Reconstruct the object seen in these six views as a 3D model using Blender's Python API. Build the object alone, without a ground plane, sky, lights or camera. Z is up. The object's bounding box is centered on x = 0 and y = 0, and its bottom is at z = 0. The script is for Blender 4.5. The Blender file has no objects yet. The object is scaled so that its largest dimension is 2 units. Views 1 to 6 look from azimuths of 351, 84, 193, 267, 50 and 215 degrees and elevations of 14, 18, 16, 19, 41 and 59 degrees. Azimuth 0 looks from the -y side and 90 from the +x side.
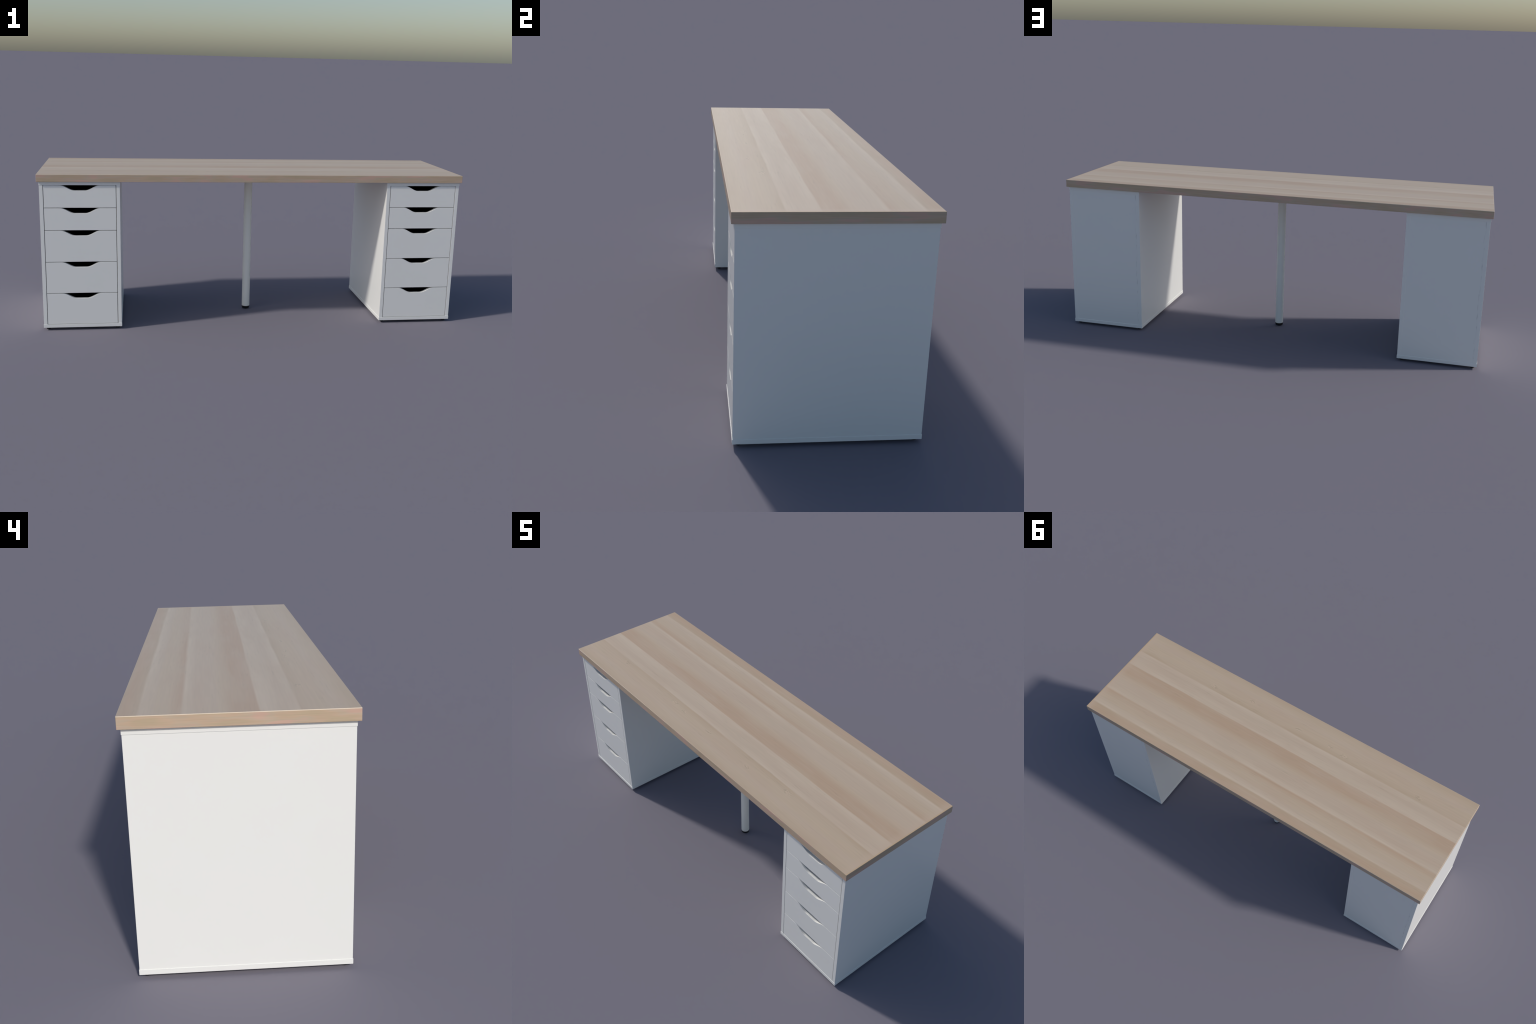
"""A long desk: a wood-decor table top resting on two white five-drawer
cabinets with scooped handle cut-outs, plus one round metal leg in the middle."""
import bpy, bmesh, math
from mathutils import Vector

# ------------------------------------------------------------------ sizes (m)
TOP_LENGTH, TOP_DEPTH, TOP_THICK = 2.0, 0.6, 0.034
TOP_Z = 0.734                               # upper face of the table top
CAB_WIDTH, CAB_DEPTH = 0.3615, 0.5817
CAB_X = 0.81                                # cabinet centre, left and right
BOARD = 0.0155                              # top and bottom board thickness
SIDE = 0.0163                               # side panel thickness
CAB_BOTTOM = 0.0105                         # underside of the bottom board
CAB_TOP = TOP_Z - TOP_THICK - 0.0004        # the top lies on the cabinets
PANEL_INSET = 0.0012                        # sides stand back from the boards
GAP = 0.0025                                # joint round the drawer fronts
FRONT_THICK = 0.017
DRAWER_LINES = [0.6845, 0.5795, 0.4750, 0.3265, 0.1768, 0.0262]
SCOOP_DEPTH, SCOOP_FLAT, SCOOP_REACH = 0.0243, 0.0235, 0.090
LEG_RADIUS, LEG_FOOT = 0.0200, 0.0125

# ------------------------------------------------------------- node utilities


class Graph:
    """Thin helper for building a procedural material."""

    def __init__(self, name):
        self.mat = bpy.data.materials.new(name)
        self.mat.use_nodes = True
        self.tree = self.mat.node_tree
        self.bsdf = self.tree.nodes["Principled BSDF"]

    def node(self, kind, **props):
        n = self.tree.nodes.new(kind)
        for k, v in props.items():
            setattr(n, k, v)
        return n

    def put(self, socket, value):
        if isinstance(value, bpy.types.NodeSocket):
            self.tree.links.new(value, socket)
        else:
            socket.default_value = value

    def math(self, op, a, b=0.0, c=0.0, clamp=False):
        n = self.node("ShaderNodeMath", operation=op, use_clamp=clamp)
        for s, v in zip(n.inputs, (a, b, c)):
            self.put(s, v)
        return n.outputs[0]

    def vector(self, x, y, z=0.0):
        n = self.node("ShaderNodeCombineXYZ")
        for s, v in zip(n.inputs, (x, y, z)):
            self.put(s, v)
        return n.outputs[0]

    def coords(self):
        co = self.node("ShaderNodeTexCoord").outputs["Object"]
        sep = self.node("ShaderNodeSeparateXYZ")
        self.put(sep.inputs[0], co)
        return co, sep.outputs[0], sep.outputs[1], sep.outputs[2]

    def noise(self, vec, scale=1.0, detail=2.0, rough=0.5):
        n = self.node("ShaderNodeTexNoise")
        self.put(n.inputs["Vector"], vec)
        n.inputs["Scale"].default_value = scale
        n.inputs["Detail"].default_value = detail
        n.inputs["Roughness"].default_value = rough
        return n.outputs[0]

    def span(self, v, lo, hi, out_lo=0.0, out_hi=1.0, smooth=True):
        n = self.node("ShaderNodeMapRange",
                      interpolation_type="SMOOTHSTEP" if smooth else "LINEAR")
        for s, val in zip(n.inputs, (v, lo, hi, out_lo, out_hi)):
            self.put(s, val)
        return n.outputs[0]

    def mix(self, fac, a, b, mode="MIX"):
        n = self.node("ShaderNodeMix", data_type="RGBA", blend_type=mode)
        self.put(n.inputs[0], fac)
        self.put(n.inputs[6], a)
        self.put(n.inputs[7], b)
        return n.outputs[2]

    def ramp(self, fac, stops):
        n = self.node("ShaderNodeValToRGB")
        el = n.color_ramp.elements
        while len(el) < len(stops):
            el.new(0.5)
        for e, (p, c) in zip(el, stops):
            e.position, e.color = p, (*c, 1.0)
        self.put(n.inputs[0], fac)
        return n.outputs[0]

    def bump(self, height, strength, distance):
        n = self.node("ShaderNodeBump")
        n.inputs["Strength"].default_value = strength
        n.inputs["Distance"].default_value = distance
        self.put(n.inputs["Height"], height)
        self.put(self.bsdf.inputs["Normal"], n.outputs[0])

    def finish(self, color, rough, specular=0.5):
        self.put(self.bsdf.inputs["Base Color"], color)
        self.put(self.bsdf.inputs["Roughness"], rough)
        self.put(self.bsdf.inputs["Specular IOR Level"], specular)
        return self.mat


# ------------------------------------------------------------------ materials
LIGHT = (0.560, 0.438, 0.324)
PALE = (0.612, 0.490, 0.366)
TAN = (0.556, 0.430, 0.305)
RUSSET = (0.516, 0.367, 0.249)
EDGE_TAN = (0.512, 0.384, 0.262)


def wood_strips(g, y):
    """Six glued strips running along the table, front (-y) to back (+y)."""
    at = lambda v: (v + 0.3) / 0.6
    return g.ramp(g.math("MULTIPLY_ADD", y, 1 / 0.6, 0.5), [
        (at(-0.300), EDGE_TAN), (at(-0.262), TAN),
        (at(-0.240), LIGHT), (at(-0.215), TAN), (at(-0.185), TAN),
        (at(-0.152), EDGE_TAN), (at(-0.147), PALE), (at(-0.115), LIGHT),
        (at(-0.058), PALE), (at(-0.052), PALE), (at(-0.047), RUSSET),
        (at(0.005), RUSSET), (at(0.040), TAN), (at(0.060), LIGHT),
        (at(0.110), LIGHT), (at(0.137), PALE), (at(0.146), RUSSET),
        (at(0.180), TAN), (at(0.208), TAN), (at(0.218), LIGHT),
        (at(0.246), PALE), (at(0.253), EDGE_TAN), (at(0.285), RUSSET),
        (at(0.300), EDGE_TAN)])


def table_top_material():
    g = Graph("wood_decor_top")
    co, x, y, z = g.coords()
    # strip borders wander slightly along the length
    drift = g.noise(g.vector(g.math("MULTIPLY", x, 2.2), g.math("MULTIPLY", y, 7.0)), 1.0, 2.0)
    wander = g.math("MULTIPLY_ADD", drift, 0.010, -0.005)
    col = wood_strips(g, g.math("ADD", y, wander))
    # broad cloudy variation inside a strip: rosier or greyer stretches
    cloud = g.noise(g.vector(g.math("MULTIPLY", x, 3.0), g.math("MULTIPLY", y, 16.0), 3.1), 1.0, 3.0)
    col = g.mix(g.span(cloud, 0.42, 0.68, 0.0, 0.45), col, (0.545, 0.406, 0.295, 1))
    cloud2 = g.noise(g.vector(g.math("MULTIPLY", x, 3.4), g.math("MULTIPLY", y, 20.0), 9.7), 1.0, 3.0)
    col = g.mix(g.span(cloud2, 0.44, 0.70, 0.0, 0.40), col, (0.556, 0.440, 0.320, 1))
    # fine grain lines
    grain = g.noise(g.vector(g.math("MULTIPLY", x, 6.0), g.math("MULTIPLY", y, 130.0)), 1.0, 3.0, 0.55)
    tone = g.span(grain, 0.30, 0.70, 0.970, 1.030, smooth=False)
    # short darker pore dashes, gathered in patches
    dash = g.noise(g.vector(g.math("MULTIPLY", x, 15.0), g.math("MULTIPLY", y, 160.0), 5.0), 1.0, 2.0)
    patch = g.noise(g.vector(g.math("MULTIPLY", x, 3.0), g.math("MULTIPLY", y, 14.0), 2.0), 1.0, 1.0)
    dash = g.math("MULTIPLY", g.span(dash, 0.56, 0.70), g.span(patch, 0.46, 0.62))
    tone = g.math("MULTIPLY", tone, g.math("MULTIPLY_ADD", dash, -0.065, 1.0))
    # small knots and curled figure along the front strip
    for kx, ky, size in ((-0.735, -0.170, 1.0), (-0.300, -0.176, 1.1), (-0.215, -0.186, 0.8),
                         (-0.02, -0.188, 0.9), (0.515, -0.172, 1.2), (0.28, -0.205, 0.8)):
        dx = g.math("MULTIPLY", g.math("SUBTRACT", x, kx), 1 / (0.030 * size))
        dy = g.math("MULTIPLY", g.math("SUBTRACT", y, ky), 1 / (0.013 * size))
        d2 = g.math("ADD", g.math("MULTIPLY", dx, dx), g.math("MULTIPLY", dy, dy))
        near = g.span(d2, 0.0, 1.0, 1.0, 0.0)
        swirl = g.noise(g.vector(g.math("MULTIPLY", x, 75.0), g.math("MULTIPLY", y, 150.0), kx), 1.0, 2.0)
        mark = g.math("MULTIPLY", near, g.span(swirl, 0.40, 0.62, 0.07, -0.17))
        tone = g.math("MULTIPLY", tone, g.math("ADD", mark, 1.0))
    col = g.mix(1.0, col, g.vector(tone, tone, tone), "MULTIPLY")
    # warmer edge banding shows as a thin line round the right-hand end
    col = g.mix(g.span(x, 0.955, 0.990, 0.0, 0.45), col, (0.585, 0.440, 0.325, 1))
    col = g.mix(g.span(x, 0.9925, 0.9955, 0.0, 0.85), col, (0.58, 0.415, 0.250, 1))
    g.bump(grain, 0.06, 0.0006)
    return g.finish(col, 0.38, 0.5)


def table_edge_material():
    g = Graph("wood_decor_edge_band")
    co, x, y, z = g.coords()
    long = g.math("ADD", x, y)
    tint = g.noise(g.vector(g.math("MULTIPLY", long, 7.0), 0.0, g.math("MULTIPLY", z, 40.0)), 1.0, 2.0)
    col = g.ramp(tint, [(0.38, (0.500, 0.388, 0.262)), (0.47, (0.545, 0.397, 0.280)),
                        (0.55, (0.520, 0.412, 0.302)), (0.63, (0.590, 0.395, 0.305))])
    grain = g.noise(g.vector(g.math("MULTIPLY", long, 9.0), 0.0, g.math("MULTIPLY", z, 240.0), ), 1.0, 2.0)
    # pale line along the upper rim of the left end and the front left
    rim = g.math("MULTIPLY", g.span(z, 0.0146, 0.0156), g.span(x, 0.1, -0.9, 0.0, 0.9))
    col = g.mix(rim, col, (0.76, 0.65, 0.51, 1))
    tone = g.span(grain, 0.3, 0.7, 0.96, 1.04)
    col = g.mix(1.0, col, g.vector(tone, tone, tone), "MULTIPLY")
    return g.finish(col, 0.38, 0.5)


def white_material(name, base, rough=0.3, seam_x=None):
    """Painted white foil: almost even, with very faint clouding."""
    g = Graph(name)
    co, x, y, z = g.coords()
    info = g.node("ShaderNodeObjectInfo").outputs["Random"]
    shift = g.math("MULTIPLY", info, 20.0)
    vec = g.node("ShaderNodeVectorMath", operation="ADD")
    g.put(vec.inputs[0], co)
    g.put(vec.inputs[1], g.vector(shift, shift, shift))
    cloud = g.noise(vec.outputs[0], 5.0, 3.0)
    hue = g.noise(vec.outputs[0], 8.0, 1.0)
    col = g.mix(g.span(hue, 0.4, 0.6, 0.0, 0.5), (*base, 1), (base[0] * 0.995, base[1], base[2] * 0.992, 1))
    tone = g.span(cloud, 0.3, 0.7, 0.996, 1.002)
    if seam_x is not None:
        # small irregular dark marks along one back panel seam
        specks = g.noise(g.vector(g.math("MULTIPLY", x, 260.0), 0.0, g.math("MULTIPLY", z, 26.0)), 1.0, 2.0)
        near = g.span(g.math("ABSOLUTE", g.math("SUBTRACT", x, seam_x)), 0.0, 0.006, 1.0, 0.0)
        tone = g.math("MULTIPLY", tone, g.math("MULTIPLY_ADD", g.math("MULTIPLY", near, g.span(specks, 0.52, 0.68)), -0.28, 1.0))
    col = g.mix(1.0, col, g.vector(tone, tone, tone), "MULTIPLY")
    return g.finish(col, rough, 0.5)


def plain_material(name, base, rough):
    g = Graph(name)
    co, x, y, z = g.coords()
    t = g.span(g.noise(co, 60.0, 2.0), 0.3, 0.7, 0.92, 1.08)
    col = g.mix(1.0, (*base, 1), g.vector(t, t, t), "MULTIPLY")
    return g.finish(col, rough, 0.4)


WHITE = (0.864, 0.861, 0.828)
MAT_TOP = table_top_material()
MAT_EDGE = table_edge_material()
MAT_WHITE = white_material("white_foil", WHITE)
MAT_BACK = white_material("white_back_board", WHITE, 0.3, seam_x=-(CAB_WIDTH / 2 - PANEL_INSET - SIDE - 0.002))
MAT_LEG = white_material("white_lacquered_steel", (0.93, 0.92, 0.85), 0.35)
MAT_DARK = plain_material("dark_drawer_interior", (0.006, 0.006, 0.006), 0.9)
MAT_BLACK = plain_material("black_plastic", (0.008, 0.008, 0.009), 0.45)

# ------------------------------------------------------------------- geometry


def add_box(bm, lo, hi, bevel=0.0, segments=2, mat=0):
    """A board between two corners, its edges rounded."""
    res = bmesh.ops.create_cube(bm, size=1.0)
    verts = res["verts"]
    lo, hi = Vector(lo), Vector(hi)
    for v in verts:
        v.co = Vector((lo[i] + (v.co[i] + 0.5) * (hi[i] - lo[i]) for i in range(3)))
    faces = {f for v in verts for f in v.link_faces}
    if bevel > 0:
        edges = {e for f in faces for e in f.edges}
        out = bmesh.ops.bevel(bm, geom=list(edges), offset=bevel, segments=segments,
                              profile=0.5, affect="EDGES")
        faces = {f for v in verts if v.is_valid for f in v.link_faces} | set(out["faces"])
    for f in faces:
        if f.is_valid:
            f.material_index = mat


def make_mesh(name, bm, mats, angle=25.0, rounded=False):
    bmesh.ops.recalc_face_normals(bm, faces=bm.faces)
    me = bpy.data.meshes.new(name)
    bm.to_mesh(me)
    bm.free()
    for m in mats:
        me.materials.append(m)
    if rounded:                                 # boards stay flat shaded
        me.shade_smooth()
        me.set_sharp_from_angle(angle=math.radians(angle))
    else:
        me.shade_flat()
    return me


def place(name, me, parent=None, location=(0, 0, 0)):
    ob = bpy.data.objects.new(name, me)
    ob.location = location
    ob.parent = parent
    bpy.context.scene.collection.objects.link(ob)
    return ob


def lathe(bm, profile, steps=48, mats=None):
    """Turn a (radius, z) profile round the z axis."""
    rings = []
    for r, z in profile:
        rings.append([bm.verts.new((r * math.cos(2 * math.pi * i / steps),
                                    r * math.sin(2 * math.pi * i / steps), z)) for i in range(steps)])
    for a, b in zip(rings, rings[1:]):
        for i in range(steps):
            j = (i + 1) % steps
            bm.faces.new((a[i], a[j], b[j], b[i]))
    bm.faces.new(list(reversed(rings[0])))
    bm.faces.new(rings[-1])


def top_mesh():
    bm = bmesh.new()
    hx, hy, hz = TOP_LENGTH / 2, TOP_DEPTH / 2, TOP_THICK / 2
    add_box(bm, (-hx, -hy, -hz), (hx, hy, hz), bevel=0.0012, segments=3)
    bm.normal_update()
    for f in bm.faces:
        f.material_index = 0 if f.normal.z > 0.9 else 1
    me = make_mesh("table_top", bm, [MAT_TOP, MAT_EDGE], 180.0, rounded=True)
    # flat boards with softly rounded rims: normals weighted by face area
    weighted = [Vector() for _ in me.vertices]
    for p in me.polygons:
        for v in p.vertices:
            weighted[v] += p.normal * p.area
    me.normals_split_custom_set_from_vertices([w.normalized() for w in weighted])
    return me


def carcass_mesh():
    """Bottom and top board at full size, the two sides slightly set back."""
    bm = bmesh.new()
    hx, hy, s = CAB_WIDTH / 2, CAB_DEPTH / 2, PANEL_INSET
    b = 0.0004
    add_box(bm, (-hx, -hy, CAB_BOTTOM), (hx, hy, CAB_BOTTOM + BOARD), b)
    add_box(bm, (-hx, -hy, CAB_TOP - BOARD + 0.0004), (hx, hy, CAB_TOP), b)
    for side in (-1, 1):
        x0, x1 = sorted((side * (hx - s), side * (hx - s - SIDE)))
        add_box(bm, (x0, -hy + s, CAB_BOTTOM + BOARD - 0.0002),
                (x1, hy - s, CAB_TOP - BOARD + 0.0006), b)
    return make_mesh("drawer_cabinet", bm, [MAT_WHITE])


def back_mesh():
    bm = bmesh.new()
    hx = CAB_WIDTH / 2 - PANEL_INSET - SIDE + 0.003   # let into a groove
    y1 = CAB_DEPTH / 2 - PANEL_INSET - 0.0005
    add_box(bm, (-hx, y1 - 0.004, CAB_BOTTOM + BOARD - 0.003),
            (hx, y1, CAB_TOP - BOARD + 0.003))
    return make_mesh("back_panel", bm, [MAT_BACK])


def scoop(x):
    """Depth of the handle cut-out below the drawer's upper edge at x."""
    t = (SCOOP_REACH - abs(x)) / (SCOOP_REACH - SCOOP_FLAT)
    t = min(1.0, max(0.0, t))
    return SCOOP_DEPTH * t * t * (3 - 2 * t)


def drawer_mesh(height):
    """Front with the scooped handle, and a dark box behind it.
    Origin: middle of the front's lower edge, on its outer face."""
    bm = bmesh.new()
    hx = CAB_WIDTH / 2 - PANEL_INSET - SIDE - GAP
    n = 96
    xs = [-hx, -hx * 0.75, -SCOOP_REACH]
    xs += [-SCOOP_REACH + 2 * SCOOP_REACH * i / n for i in range(1, n)]
    xs += [SCOOP_REACH, hx * 0.75, hx]
    ch = 0.0004                                  # small rounding of the edges
    rows = []
    # closed cross-sections through the front: outer face, top, inner face, bottom
    for x in xs:
        top = height - scoop(x)
        rows.append([bm.verts.new((x, y, z)) for y, z in (
            (ch, 0.0), (0.0, ch), (0.0, top - ch), (ch, top),
            (FRONT_THICK - ch, top), (FRONT_THICK, top - ch),
            (FRONT_THICK, ch), (FRONT_THICK - ch, 0.0))])
    for a, b in zip(rows, rows[1:]):
        for i in range(8):
            j = (i + 1) % 8
            bm.faces.new((a[i], b[i], b[j], a[j]))
    bm.faces.new(rows[0])
    bm.faces.new(list(reversed(rows[-1])))
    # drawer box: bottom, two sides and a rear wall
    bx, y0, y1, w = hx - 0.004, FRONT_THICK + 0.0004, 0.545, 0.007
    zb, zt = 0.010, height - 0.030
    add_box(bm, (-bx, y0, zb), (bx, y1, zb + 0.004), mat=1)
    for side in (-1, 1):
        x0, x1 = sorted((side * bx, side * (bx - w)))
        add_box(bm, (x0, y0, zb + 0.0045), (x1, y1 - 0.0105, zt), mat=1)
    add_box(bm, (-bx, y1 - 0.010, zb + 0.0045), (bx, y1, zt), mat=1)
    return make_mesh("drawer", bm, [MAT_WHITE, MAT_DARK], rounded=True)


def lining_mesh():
    """Thin dark plates on the inner cabinet sides behind the drawer fronts."""
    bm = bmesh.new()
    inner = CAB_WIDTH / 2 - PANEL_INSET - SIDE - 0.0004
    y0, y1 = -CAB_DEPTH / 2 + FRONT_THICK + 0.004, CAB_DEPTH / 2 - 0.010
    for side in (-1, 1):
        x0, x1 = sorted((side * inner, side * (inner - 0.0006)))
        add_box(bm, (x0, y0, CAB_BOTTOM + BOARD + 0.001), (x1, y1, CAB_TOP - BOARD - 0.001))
    return make_mesh("dark_lining", bm, [MAT_DARK])


def foot_mesh():
    bm = bmesh.new()
    lathe(bm, [(0.0080, 0.0), (0.0092, 0.0012), (0.0092, CAB_BOTTOM - 0.0004)], 24)
    return make_mesh("foot", bm, [MAT_BLACK], 40.0, rounded=True)


def leg_mesh():
    bm = bmesh.new()
    r = LEG_RADIUS
    lathe(bm, [(r - 0.0010, LEG_FOOT), (r - 0.0002, LEG_FOOT + 0.0006), (r, LEG_FOOT + 0.002),
               (r, TOP_Z - TOP_THICK - 0.0004)], 64)
    return make_mesh("leg", bm, [MAT_LEG], 40.0, rounded=True)


def leg_foot_mesh():
    bm = bmesh.new()
    r = LEG_RADIUS
    lathe(bm, [(r * 0.84, 0.0), (r * 0.91, 0.0010), (r * 0.955, 0.0030), (r * 0.965, 0.0058),
               (r * 0.935, 0.0063), (r * 0.97, 0.0068), (r * 0.97, LEG_FOOT - 0.0002)], 48)
    return make_mesh("foot", bm, [MAT_BLACK], 40.0, rounded=True)


# -------------------------------------------------------------------- assembly
desk = bpy.data.objects.new("desk", None)
bpy.context.scene.collection.objects.link(desk)
desk["label"] = "long wood-topped desk with two white drawer cabinets and centre leg"
desk["category"] = "desk"

place("table_top", top_mesh(), desk, (0, 0, TOP_Z - TOP_THICK / 2))
leg = place("leg", leg_mesh(), desk)
place("foot", leg_foot_mesh(), leg)

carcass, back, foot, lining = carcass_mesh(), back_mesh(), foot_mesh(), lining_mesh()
drawers = []
for upper, lower in zip(DRAWER_LINES, DRAWER_LINES[1:]):
    drawers.append((lower + GAP / 2, drawer_mesh(upper - lower - GAP)))

for cx in (-CAB_X, CAB_X):
    cab = place("drawer_cabinet", carcass, desk, (cx, 0, 0))
    place("back_panel", back, cab)
    place("dark_lining", lining, cab)
    for z, me in drawers:
        place("drawer", me, cab, (0, -CAB_DEPTH / 2 + PANEL_INSET + 0.0003, z))
    for fx in (-0.1605, 0.1605):
        for fy in (-0.271, 0.271):
            place("foot", foot, cab, (fx, fy, 0))
